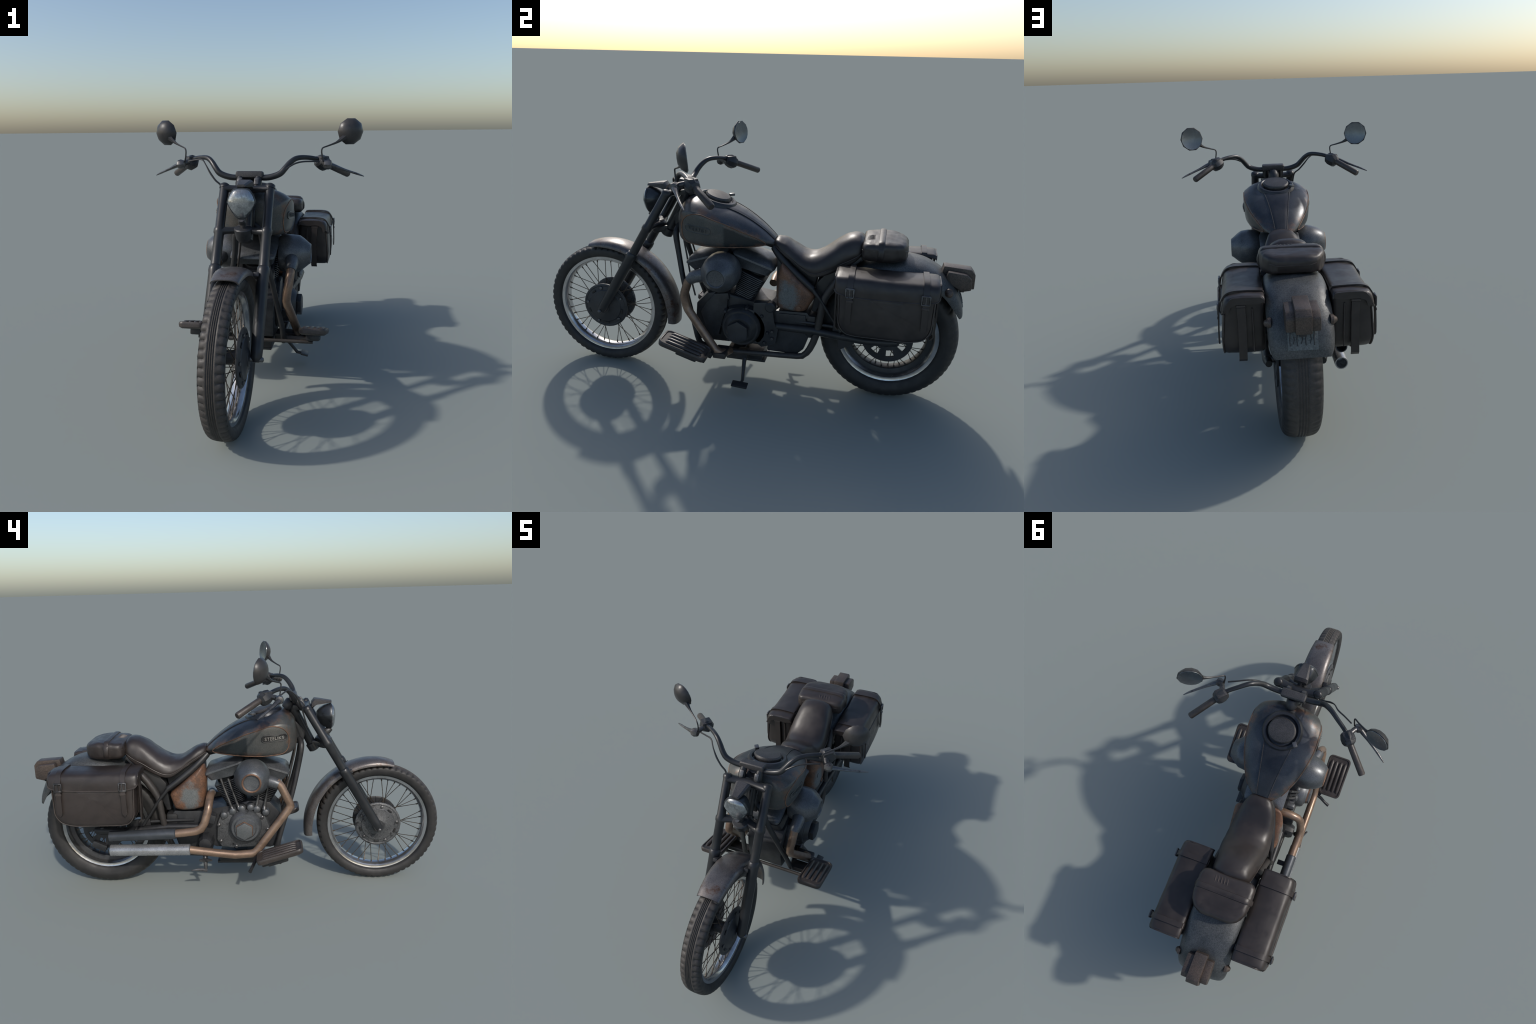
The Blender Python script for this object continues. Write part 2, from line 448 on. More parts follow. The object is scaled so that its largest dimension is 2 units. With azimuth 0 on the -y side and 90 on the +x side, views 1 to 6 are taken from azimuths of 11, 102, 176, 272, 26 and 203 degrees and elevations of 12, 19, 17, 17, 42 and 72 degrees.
def build_rear_wheel():
    w = build_wheel(.660, .307, .0755, .226, 60, .0030, .055, 40, .90, .174)
    c = Vector((0, .660, .309))
    # drilled disc on the left, sprocket on the right
    def holed(name, x, ri, ro, th, holes, hr, mat, teeth=0):
        parts = []; bm = bmesh.new(); n = holes * 8
        def ringpts(r, xx, wob=0): return [bm.verts.new(c + Vector((xx, (r + (wob if k % 2 else 0)) * cos(2 * pi * k / n), (r + (wob if k % 2 else 0)) * sin(2 * pi * k / n)))) for k in range(n)]
        ra, rb = ri + (ro - ri) * .35, ri + (ro - ri) * .72
        R = {}
        for xx in (x - th, x + th):
            R[xx] = [ringpts(ri, xx), ringpts(ra, xx), ringpts(rb, xx), ringpts(ro, xx, teeth)]
        lo, hi = R[x - th], R[x + th]
        hole = lambda k: (k % 8) in (2, 3, 4, 5)
        for k in range(n):
            j = (k + 1) % n
            for b in range(3):
                if b == 1 and hole(k): continue
                bm.faces.new((lo[b][k], lo[b][j], lo[b + 1][j], lo[b + 1][k]))
                bm.faces.new((hi[b][k], hi[b + 1][k], hi[b + 1][j], hi[b][j]))
            bm.faces.new((lo[0][k], hi[0][k], hi[0][j], lo[0][j])); bm.faces.new((lo[3][k], lo[3][j], hi[3][j], hi[3][k]))
            if hole(k):
                for b in (1, 2): bm.faces.new((lo[b][k], hi[b][k], hi[b][j], lo[b][j]))
                if not hole(k - 1): bm.faces.new((lo[1][k], hi[1][k], hi[2][k], lo[2][k]))
                if not hole(k + 1): bm.faces.new((lo[1][j], hi[1][j], hi[2][j], lo[2][j]))
        return finish(bm, name, mat, w, 35)
    holed("brake_disc", .078, .028, .112, .004, 7, 0, "dark_casting")
    holed("brake_disc", -.082, .028, .108, .004, 7, 0, "dark_casting")
    lathe("axle", [(.010, -.125), (.016, -.120), (.016, .120), (.010, .125)], "bare_metal", centre=c, seg=12, parent=w)
    box("brake_caliper", c + Vector((-.088, .030, -.092)), (.035, .075, .035), "dark_casting", w, Matrix.Rotation(radians(25), 3, 'X'), .008)
    return w

# ------------------------------------------------------------------ fenders
def arc_fender(name, cy, cz, table, mat, thick=.004, n=40, lip=0.0):
    """table rows: (angle in degrees from +y, crown radius, edge radius, half width).  U section swept along the arc."""
    a0, a1 = table[0][0], table[-1][0]
    rings = []
    for i in range(n + 1):
        a = a0 + (a1 - a0) * i / n
        rc, re, w = lerp_table(table, a)
        drop = rc - re
        half = [(0, rc), (w * .35, rc - drop * .03), (w * .62, rc - drop * .12), (w * .82, rc - drop * .28), (w * .95, rc - drop * .52), (w, rc - drop * .78), (w, re)]
        outer = [(-x, r) for x, r in reversed(half[1:])] + half
        inner = [(x * (1 - thick / w), r - thick) if k not in (0, len(outer) - 1) else (x * (1 - thick / w), r) for k, (x, r) in enumerate(outer)]
        sec = outer + inner[::-1]
        t = radians(a)
        rings.append([(x, cy + r * cos(t), cz + r * sin(t)) for x, r in sec])
    return loft(name, rings, mat, angle=45)

FENDER = [(25.5, .338, .318, .100), (28, .344, .316, .108), (33, .354, .315, .115), (39, .363, .315, .119), (46, .371, .316, .120), (56, .376, .316, .120), (70, .376, .318, .120),
          (84, .368, .318, .118), (100, .358, .318, .116), (130, .348, .318, .112), (152, .340, .318, .104)]

def build_fenders():
    f = arc_fender("fender", -.700, .3015,
                   [(-10, .370, .328, .056), (5, .364, .320, .062), (30, .352, .313, .066), (50, .343, .309, .066), (65, .337, .305, .065), (80, .333, .302, .062), (92, .328, .301, .058), (103, .320, .301, .052)],
                   "fender_paint", n=36)
    # stays to the fork
    for s in (1, -1):
        box("fender_bracket", (s * .075, -.545, .575), (.022, .05, .018), "frame_paint", f, Matrix.Rotation(radians(-30), 3, 'X'), .004)
    r = arc_fender("fender", .660, .309,
                   FENDER, "rear_fender_paint", n=56)
    # number plate lying on the tail, with raised unreadable strokes
    def on_tail(a, x, proud):
        rc, re, w = lerp_table(FENDER, a)
        k = abs(x) / w; d = (rc - re) * (.03 * (k / .35) if k < .35 else .03 + .09 * (k - .35) / .27)
        return (x, .660 + (rc - d + proud) * cos(radians(a)), .309 + (rc - d + proud) * sin(radians(a)))
    rings = []
    for i in range(9):
        a = 41.5 - 11.5 * i / 8
        row = [on_tail(a, -.054 + .107 * k / 6, .0025) for k in range(7)]
        rings.append(row + [on_tail(a, -.054 + .107 * k / 6, -.002) for k in range(6, -1, -1)])
    loft("number_plate", rings, "plate_paint", r, angle=30)
    for k, x in enumerate((-.042, -.027, -.012, .004, .018, .032, .043)):
        tube("number_plate_stroke", [on_tail(40 - 1.2 * (k % 3), x, .0035), on_tail(36, x + .003 * (-1) ** k, .0035), on_tail(32.5 + (k % 2), x + .002, .0030)], .0016, "cap_metal", r, 6)
    # tail lamp
    lamp = prism("tail_lamp", [(.860, .618), (.868, .652), (.982, .644), (.999, .622), (1.0, .558), (.945, .552), (.90, .585)], -.029, .029, "lamp_housing", bevel=.005)
    for sgn in (1, -1):
        prism("tail_lamp_cheek", [(.876, .600), (.884, .638), (.962, .630), (.984, .610), (.985, .562), (.945, .552), (.905, .580)], sgn * .024, sgn * .061, "lamp_housing", lamp, .007)
    box("tail_lamp_stem", (0, .952, .546), (.026, .022, .024), "dark_casting", lamp, None, .003)
    # marker lamps on the fender sides
    for sgn in (1, -1):
        lathe("marker_lamp", [(.020, sgn * .106), (.019, sgn * .117), (.014, sgn * .121), (.011, sgn * .127), (.006, sgn * .131), (0, sgn * .132)], "lamp_housing", centre=(0, .890, .562), seg=14, parent=r)

# ------------------------------------------------------------------ front end
FORK_T, FORK_B = Vector((.094, -.345, .899)), Vector((.098, -.703, .290))
def fork_at(z, sx=1):
    t = (FORK_T.z - z) / (FORK_T.z - FORK_B.z)
    p = FORK_T.lerp(FORK_B, t); p.x *= sx
    return p

def build_fork():
    fork = None
    for s in (1, -1):
        leg = tube("fork_leg", [fork_at(z, s) for z in (.893, .888, .742, .735, .722, .716, .606)], [.0175, .0195, .0195, .0235, .0235, .0200, .0200], "black_enamel", seg=18, angle=60)
        sl = [fork_at(z, s) for z in (.606, .601, .586, .575, .33, .30, .288)]
        tube("fork_slider", sl, [.0200, .0245, .0260, .0240, .0230, .0215, .012], "black_enamel", leg, 18, angle=60)
        tube("fork_cap", [fork_at(.890, s), fork_at(.902, s), fork_at(.908, s)], [.0215, .0215, .013], "black_enamel", leg, 14)
        p = fork_at(.297, s); 
        tube("axle_nut", [p + Vector((-s * .03, 0, 0)), p + Vector((s * .024, 0, 0)), p + Vector((s * .028, 0, 0))], [.010, .010, .006], "bare_metal", leg, 8)
        if s == 1: fork = leg
    # triple clamps
    a, b = fork_at(.890, -1), fork_at(.890, 1)
    top = tube("triple_clamp", [a, a.lerp(b, .22) + Vector((0, .004, -.002)), a.lerp(b, .5) + Vector((0, .012, -.004)), a.lerp(b, .78) + Vector((0, .004, -.002)), b], [.0205, .018, .022, .018, .0205], "black_enamel", seg=14, rounds=3, flat=(1, 1.15, .8))
    a, b = fork_at(.730, -1), fork_at(.730, 1)
    low = tube("triple_clamp", [a, a.lerp(b, .25) + Vector((0, .014, .0)), a.lerp(b, .5) + Vector((0, .028, .0)), a.lerp(b, .75) + Vector((0, .014, 0)), b], [.0205, .0165, .022, .0165, .0205], "black_enamel", seg=14, rounds=3, flat=(1, 1.2, .85))
    lathe("steering_bowl", [(.0, -.048), (.022, -.046), (.031, -.034), (.037, -.002), (.038, .006), (.034, .010), (.0, .011)], "dark_casting", centre=(0, -.436, .733), seg=12, parent=low, basis=Matrix.Rotation(radians(12), 3, 'X'))
    stem = tube("steering_stem", [(0, -.288, .893), (0, -.291, .872), (0, -.292, .868), (0, -.372, .714), (0, -.374, .711), (0, -.391, .683), (0, -.394, .678)],
                [.024, .026, .0225, .0225, .030, .030, .022], "black_enamel", seg=16)
    for z, y in ((.885, -.318), (.71, -.410)):
        box("clamp_bridge", (0, y, z), (.055, .075, .022), "black_enamel", stem, Matrix.Rotation(radians(12), 3, 'X'), .006)

def build_headlamp():
    c = (0, -.440, .846)
    def pick(r, a):                                   # guitar-pick outline, point downwards
        x, z = r * cos(a), r * sin(a)
        t = abs(sin(a))
        if z < 0:
            k = min(abs(x) * 1.5, r * (1 - .74 * t)) * .65 + abs(x) * .35
            x = math.copysign(k, x); z *= 1.12
        else:
            k = min(abs(x) * 1.5, r * (1 - .40 * t)) * .5 + abs(x) * .5
            x = math.copysign(k, x); z *= 1.0
        return (x, z)
    B = Matrix(((1, 0, 0), (0, 0, -1), (0, 1, 0)))
    shell = lathe("headlamp", [(0, -.044), (.018, -.042), (.036, -.030), (.049, -.008), (.056, .014), (.0575, .022), (.0565, .028)], "headlamp_shell", centre=c, seg=28, basis=B, mod=pick)
    lathe("headlamp_glass", [(.0560, .024), (.0535, .0325), (.046, .0395), (.032, .0445), (.016, .0465), (.0, .0470)], "headlamp_glass", centre=c, seg=28, basis=B, mod=pick, parent=shell)
    lathe("headlamp_ring", [(.0555, .020), (.0585, .020), (.0590, .025), (.0572, .029), (.0545, .0295)], "headlamp_shell", centre=c, seg=28, basis=B, mod=pick, parent=shell, close=False)
    # visor wedge above it and the bracket behind / below
    bm = bmesh.new()
    rows = [(-.374, .030, .890, .914), (-.386, .032, .896, .929), (-.400, .031, .902, .928), (-.468, .017, .908, .917)]
    rings = [[bm.verts.new(p) for p in ((-w, y, b), (-w, y, t - .006), (-w * .7, y, t), (w * .7, y, t), (w, y, t - .006), (w, y, b))] for y, w, b, t in rows]
    ring_faces(bm, rings); bm.faces.new(rings[0]); bm.faces.new(rings[-1])
    v = finish(bm, "headlamp_visor", "cap_metal", shell, 30)
    tube("headlamp_bracket", [(0, -.365, .876), (0, -.378, .893), (0, -.392, .905)], .011, "black_enamel", shell, 8)
    tube("headlamp_mount", [(0, -.468, .781), (0, -.455, .771), (0, -.440, .766), (0, -.432, .73)], [.012, .017, .015, .011], "bare_metal", shell, 12)

def build_handlebar():
    half = [(0, -.288, .934), (.058, -.291, .930), (.093, -.291, .934), (.127, -.289, .947), (.146, -.281, .967), (.166, -.264, .991), (.190, -.243, 1.007), (.225, -.214, 1.009), (.268, -.182, 1.001), (.300, -.148, .983)]
    path = [(-x, y, z) for x, y, z in reversed(half[1:])] + half
    rad = [.0120, .0125, .0130, .0130, .0125, .0118, .0108, .010, .0095, .0095]
    bar = tube("handlebar", path, list(reversed(rad[1:])) + rad, "black_enamel", seg=14, rounds=4)
    box("bar_clamp", (0, -.287, .941), (.116, .040, .030), "cap_metal", bar, Matrix.Rotation(radians(-8), 3, 'X'), .011, 3)
    for s in (1, -1):
        tube("bar_riser", [(s * .036, -.330, .890), (s * .038, -.318, .908), (s * .038, -.300, .925), (s * .038, -.290, .935)], [.016, .0175, .015, .017], "black_enamel", bar, 12)
        box("bar_riser_bolt", (s * .035, -.325, .915), (.020, .020, .032), "bare_metal", bar, Matrix.Rotation(radians(-35), 3, 'X'), .005)
    lathe("gauge", [(0, -.03), (.020, -.03), (.027, -.018), (.027, .012), (.022, .018), (0, .019)], "dark_casting", centre=(0, -.268, .905), seg=14, parent=bar, basis=Matrix.Rotation(radians(40), 3, 'X'))

    g0, g1 = Vector((.300, -.147, .982)), Vector((.396, -.044, .929))
    d = (g1 - g0).normalized()
    grip = tube("grip", [g0, g0.lerp(g1, .1), g0.lerp(g1, .97), g1], [.0135, .0145, .0150, .0120], "footboard_rubber", bar, 12)
    mirrored(grip)
    # switch housing: faceted block round the bar
    Q = d.to_track_quat('Z', 'Y').to_matrix()
    sw = lathe("switch_housing", [(.016, -.034), (.026, -.028), (.0325, -.008), (.0325, .010), (.027, .022), (.016, .030)], "dark_casting", centre=(.291, -.158, .984), seg=8, parent=bar, basis=Q, angle=25)
    mirrored(sw)
    cap = box("switch_cap", (.288, -.162, 1.004), (.046, .044, .018), "cap_metal", bar, Matrix.Rotation(radians(46), 3, 'Z'), .006)
    mirrored(cap)
    # lever perch and lever
    perch = lathe("lever_perch", [(.006, -.020), (.017, -.016), (.021, .0), (.017, .013), (.006, .017)], "bare_metal", centre=(.318, -.220, .980), seg=8, parent=bar, angle=30)
    mirrored(perch)
    arm = tube("lever_arm", [(.288, -.176, .992), (.302, -.205, .986), (.318, -.222, .980)], [.011, .012, .012], "bare_metal", bar, 8)
    mirrored(arm)
    lev = tube("lever", [(.318, -.224, .981), (.345, -.208, .972), (.375, -.190, .960), (.410, -.168, .947), (.440, -.148, .936), (.464, -.130, .926)], [.013, .011, .0075, .006, .0055, .0022], "bare_metal", bar, 8, rounds=2, flat=(1, 1, .8))
    mirrored(lev)
    # control cables
    cl = tube("control_cable", [(.283, -.228, .993), (.245, -.245, .994), (.212, -.262, .993), (.183, -.277, .985), (.150, -.290, .965), (.110, -.292, .935)], .0036, "frame_paint", bar, 7, rounds=4)
    cr = tube("control_cable", [(-.283, -.226, .993), (-.245, -.244, 1.000), (-.211, -.260, 1.002), (-.188, -.288, .982), (-.165, -.307, .950), (-.140, -.318, .92), (-.116, -.325, .899), (-.108, -.335, .86), (-.104, -.350, .81)], [.0035, .0035, .0035, .0028, .0042, .004, .004, .0035, .003], "frame_paint", bar, 7, rounds=4)
    # mirrors
    c = Vector((.407, -.148, 1.113))
    nrm = Vector((-.38, .92, .10)).normalized()
    ux = Vector((0, 0, 1)).cross(nrm).normalized(); uz = nrm.cross(ux)
    Bm = Matrix((ux, uz, nrm)).transposed()
    mr = lathe("mirror", [(0, -.026), (.022, -.0245), (.042, -.014), (.055, .002), (.0568, .008), (.0535, .0100)], "mirror_shell", centre=c, seg=10, parent=bar, basis=Bm, angle=50)
    gl = lathe("mirror_glass", [(.0525, .0070), (.0515, .0118), (.049, .0106), (0, .0106)], "mirror_glass", centre=c, seg=20, parent=mr, basis=Bm)
    m2 = mirrored(mr, bar); mirrored(gl, m2)
    for par, mir in ((mr, False), (m2, True)):
        st = tube("mirror_stem", [(.298, -.222, .990), (.291, -.228, 1.030), (.294, -.227, 1.047), (.310, -.213, 1.054), (.347, -.186, 1.068), (.368, -.172, 1.082), (.385, -.160, 1.095)], [.0035, .0032, .0032, .0034, .005, .010, .015], "frame_paint", par, 6, rounds=2)
        if mir:
            for v in st.data.vertices: v.co.x *= -1
            st.data.flip_normals()

# ------------------------------------------------------------------ tank
TANK = [  # y, crown z, chine z, bottom z, half width at the chine, flatness of the top
    (-.300, .800, .770, .738, .060, .0), (-.294, .838, .790, .710, .095, .0), (-.278, .862, .812, .694, .128, .0), (-.250, .880, .826, .684, .152, 0),
    (-.215, .884, .830, .679, .165, 0), (-.165, .874, .822, .676, .170, 0), (-.110, .858, .806, .675, .168, 0), (-.050, .836, .786, .676, .156, 0),
    (.000, .811, .766, .678, .140, 0), (.045, .782, .744, .681, .120, 0), (.085, .752, .722, .684, .097, 0), (.118, .722, .702, .687, .070, 0), (.138, .702, .694, .690, .044, 0)]

def tank_ring(row, n=6):
    y, zt, zc, zb, w, _ = row
    half = [(0, zt), (w * .40, zt - (zt - zc) * .10), (w * .70, zt - (zt - zc) * .34), (w * .92, zt - (zt - zc) * .74), (w, zc - .004), (w * .995, zc + (zb - zc) * .5), (w * .93, zc + (zb - zc) * .86), (w * .74, zb + .001), (w * .4, zb), (0, zb)]
    pts = spline(half, 4)
    ring = [(p[0], y, p[1]) for p in pts] + [(-p[0], y, p[1]) for p in reversed(pts[1:-1])]
    return ring

def build_tank():
    rows = spline([r[:4] for r in TANK], 3)
    ws = spline([(r[0], r[4], 0) for r in TANK], 3)
    rings = [tank_ring((a[0], a[1], a[2], a[3], b[1] * .965, 0)) for a, b in zip(rows, ws)]
    tank = loft("fuel_tank", rings, "tank_paint", angle=50)
    bm = bmesh.new(); bm.from_mesh(tank.data); tree = BVHTree.FromBMesh(bm); bm.free()
    def side(y, z, s, proud=0.0):
        hit = tree.ray_cast(Vector((s * .6, y, z)), Vector((-s, 0, 0)))
        if hit[0] is None: return Vector((s * .03, y, z))
        return hit[0] + hit[1] * proud
    def crown(x, y, proud=0.0):
        hit = tree.ray_cast(Vector((x, y, 1.3)), Vector((0, 0, -1)))
        return hit[0] + hit[1] * proud
    # dash strip running from the filler to the seat, with raised piping at its edges
    strip = [(-.085, .064), (-.04, .056), (.01, .047), (.06, .039), (.10, .033), (.132, .028)]
    rings = []
    for v in spline(strip, 4):
        y, w = v[0], v[1]
        top = [crown(w * k / 4, y, .004 if abs(k) < 4 else .0015) for k in range(-4, 5)]
        rings.append(top + [p - Vector((0, 0, .012)) for p in reversed(top)])
    loft("tank_dash", rings, "dash_paint", tank, angle=30)
    for s in (1, -1):
        tube("dash_piping", [crown(s * v[1], v[0], .002) for v in spline(strip, 3)], .0026, "cap_metal", tank, 6)
    # filler ring and cap
    B = Matrix.Rotation(radians(-17), 3, 'X')
    c = Vector((0, -.140, .868))
    lathe("filler_ring", [(.094, -.012), (.091, -.001), (.084, .007), (.074, .008), (.068, .003), (.066, -.004), (.0, -.006)], "dash_paint", centre=c, seg=28, parent=tank, basis=B)
    def cap_shape(r, a): return (r * cos(a), r * .90 * sin(a))
    lathe("filler_cap", [(.058, -.006), (.064, .004), (.064, .014), (.058, .0205), (.040, .0225), (0, .0235)], "cap_metal", centre=c, seg=24, parent=tank, basis=B, mod=cap_shape)
    box("filler_latch", c + Vector((-.075, .045, .004)), (.020, .026, .012), "bare_metal", tank, Matrix.Rotation(radians(35), 3, 'Z'), .004)
    # rust-coloured pinstripe round each side panel
    loop = [(-.120, .812), (-.175, .829), (-.222, .824), (-.252, .800), (-.263, .765), (-.258, .722), (-.235, .697), (-.180, .687), (-.110, .684), (0, .686), (.060, .689), (.098, .694), (.094, .708), (.055, .735), (0, .762), (-.060, .790), (-.120, .812)]
    for s in (1, -1):
        pts = [side(v[0], v[1], s, .0004) for v in spline(loop, 4)]
        tube("pinstripe", pts, .0028, "rust_line", tank, 6, angle=80)
    # name badges
    for s in (1, -1):
        yc, zc = (-.194, .774) if s < 0 else (-.184, .762)
        tilt = radians(-4 if s < 0 else -6) * 1
        def bp(u, v, proud): # u along the badge towards the front, v up
            yy = yc - u * cos(tilt) ; zz = zc + v - u * sin(tilt) * (1)
            return side(yy, zz, s, proud)
        L, H = .058, .0150
        out = [(L - H + H * cos(a), H * sin(a)) for a in [pi / 2 - pi * k / 8 for k in range(9)]] + [(-L + H - H * cos(a), -H * sin(a)) for a in [pi / 2 - pi * k / 8 for k in range(9)]]
        bm = bmesh.new()
        top = [bm.verts.new(bp(u, v, .0022)) for u, v in out]; bot = [bm.verts.new(bp(u * 1.02, v * 1.08, -.003)) for u, v in out]
        mid = bm.verts.new(bp(0, 0, .0022))
        for i in range(len(out)):
            j = (i + 1) % len(out)
            bm.faces.new((top[i], top[j], bot[j], bot[i])); bm.faces.new((mid, top[j], top[i]))
        badge = finish(bm, "badge", "badge_black" if s < 0 else "tank_paint", tank)
        rim = [bp(u, v, .0018) for u, v in out]
        tube("badge_rim", rim + [rim[0]], .0022, "badge_black" if s < 0 else "tank_paint", badge, 6)
        cu = bpy.data.curves.new("badge_lettering", 'FONT')
        cu.body = "STEELIKS" if s < 0 else "9X6301"
        cu.size = .0225; cu.extrude = .0010; cu.align_x = 'CENTER'; cu.align_y = 'CENTER'; cu.resolution_u = 3
        if s > 0: cu.space_character = 1.25
        to = bpy.data.objects.new("badge_lettering", cu); bpy.context.collection.objects.link(to)
        bpy.context.view_layer.update()
        me = bpy.data.meshes.new_from_object(to.evaluated_get(bpy.context.evaluated_depsgraph_get()))
        bpy.data.objects.remove(to)
        bm = bmesh.new(); bm.from_mesh(me); bpy.data.meshes.remove(me)
        span = max(abs(v.co.x) for v in bm.verts); k = .043 / span
        for v in bm.verts:
            u = v.co.x * k
            v.co = bp(u if s < 0 else -u, v.co.y * .95, .0052 + v.co.z)
        finish(bm, "badge_lettering", "badge_letter" if s < 0 else "stamped_letter", badge, 30, recalc=False)

# ------------------------------------------------------------------ seat and luggage
SEAT = [  # y, crown z, edge z, half width
    (.132, .700, .682, .030), (.140, .712, .676, .050), (.160, .713, .662, .066), (.190, .704, .644, .078), (.230, .677, .620, .090), (.268, .657, .594, .098),
    (.310, .656, .572, .104), (.345, .671, .573, .108), (.390, .703, .592, .107), (.440, .742, .618, .100), (.480, .757, .640, .094), (.510, .757, .665, .088), (.528, .742, .690, .074)]

def build_seat():
    rows = spline(SEAT, 4)
    rings = []
    for v in rows:
        y, zt, ze, w = v
        h = zt - ze
        half = [(0, zt), (w * .40, zt - h * .03), (w * .70, zt - h * .14), (w * .88, zt - h * .32), (w * .985, zt - h * .58), (w, zt - h * .74), (w * .985, zt - h * .82), (w * .99, zt - h * .90), (w * .93, ze), (w * .5, ze), (0, ze)]
        pts = spline(half, 2)
        rings.append([(p[0], y, p[1]) for p in pts] + [(-p[0], y, p[1]) for p in reversed(pts[1:-1])])
    seat = loft("seat", rings, "leather", angle=60)
    wrinkle(seat, .0028, 26, 0, (1, .7, 1), 3.1)
    for s in (1, -1):
        pts = []
        for v in rows[4:-2]:
            y, zt, ze, w = v; h = zt - ze
            pts.append((s * w * .992, y, zt - h * .80))
        tube("seat_piping", pts, .0022, "leather_trim", seat, 6)
    # pillion roll: soft box with rounded rear corners, sagging strap across it
    rings = []
    tab = [(.522, .100, .688, .735), (.528, .116, .680, .744), (.543, .1265, .675, .750), (.575, .1295, .673, .754), (.605, .1290, .672, .756), (.640, .1255, .672, .755), (.668, .117, .673, .752), (.690, .102, .676, .748), (.704, .086, .680, .742), (.713, .066, .686, .730)]
    def pad_ring(y, w, zb, zt, grow=0.0):
        h = zt - zb; ring = []
        half = [(0, zt + grow), (w * .6, zt - h * .01 + grow), (w * .88, zt - h * .06 + grow), (w * .98, zt - h * .20), (w + grow, zt - h * .42), (w + grow, zb + h * .25), (w * .95, zb + h * .07), (w * .80, zb - grow * .5), (0, zb - grow * .5)]
        pts = spline(half, 2)
        return [(p[0], y, p[1]) for p in pts] + [(-p[0], y, p[1]) for p in reversed(pts[1:-1])]
    for v in spline(tab, 3): rings.append(pad_ring(*v))
    pad = loft("pillion_pad", rings, "leather", angle=60)
    wrinkle(pad, .0022, 30, 1, (1, 1, .6), 8.4)
    strap = []
    for y, g in ((.588, -.002), (.590, .004), (.598, .006), (.608, .006), (.614, .004), (.616, -.002)):
        strap.append(pad_ring(y, *lerp_table(tab, y), grow=g))
    loft("pad_strap", strap, "leather", pad, angle=50)
    # welt round the pad where the lid meets the box
    w = [(s * ww * .985, y, zt - (zt - zb) * .40) for s, seq in ((1, tab), (-1, tab[::-1])) for y, ww, zb, zt in seq]
    tube("pad_welt", w + [w[0]], .0018, "leather_trim", pad, 6)
    # creased label strip on the pad's front
    for k in range(5):
        x = .055 - .014 * k
        tube("pad_crease", [(x, .538, .7475), (x - .004, .556, .7515), (x - .006, .572, .7535)], [.001, .0032, .001], "leather_trim", pad, 6)

def rounded(poly, r, n=4):
    """Round the corners of a 2-D polygon."""
    out = []; m = len(poly)
    for i in range(m):
        a, b, c = (Vector(poly[i - 1]), Vector(poly[i]), Vector(poly[(i + 1) % m]))
        ra = min(r, (a - b).length * .45); rc = min(r, (c - b).length * .45)
        p0 = b + (a - b).normalized() * ra; p1 = b + (c - b).normalized() * rc
        for k in range(n + 1):
            t = k / n
            out.append(tuple(p0 * (1 - t) ** 2 + b * 2 * t * (1 - t) + p1 * t * t))
    return out

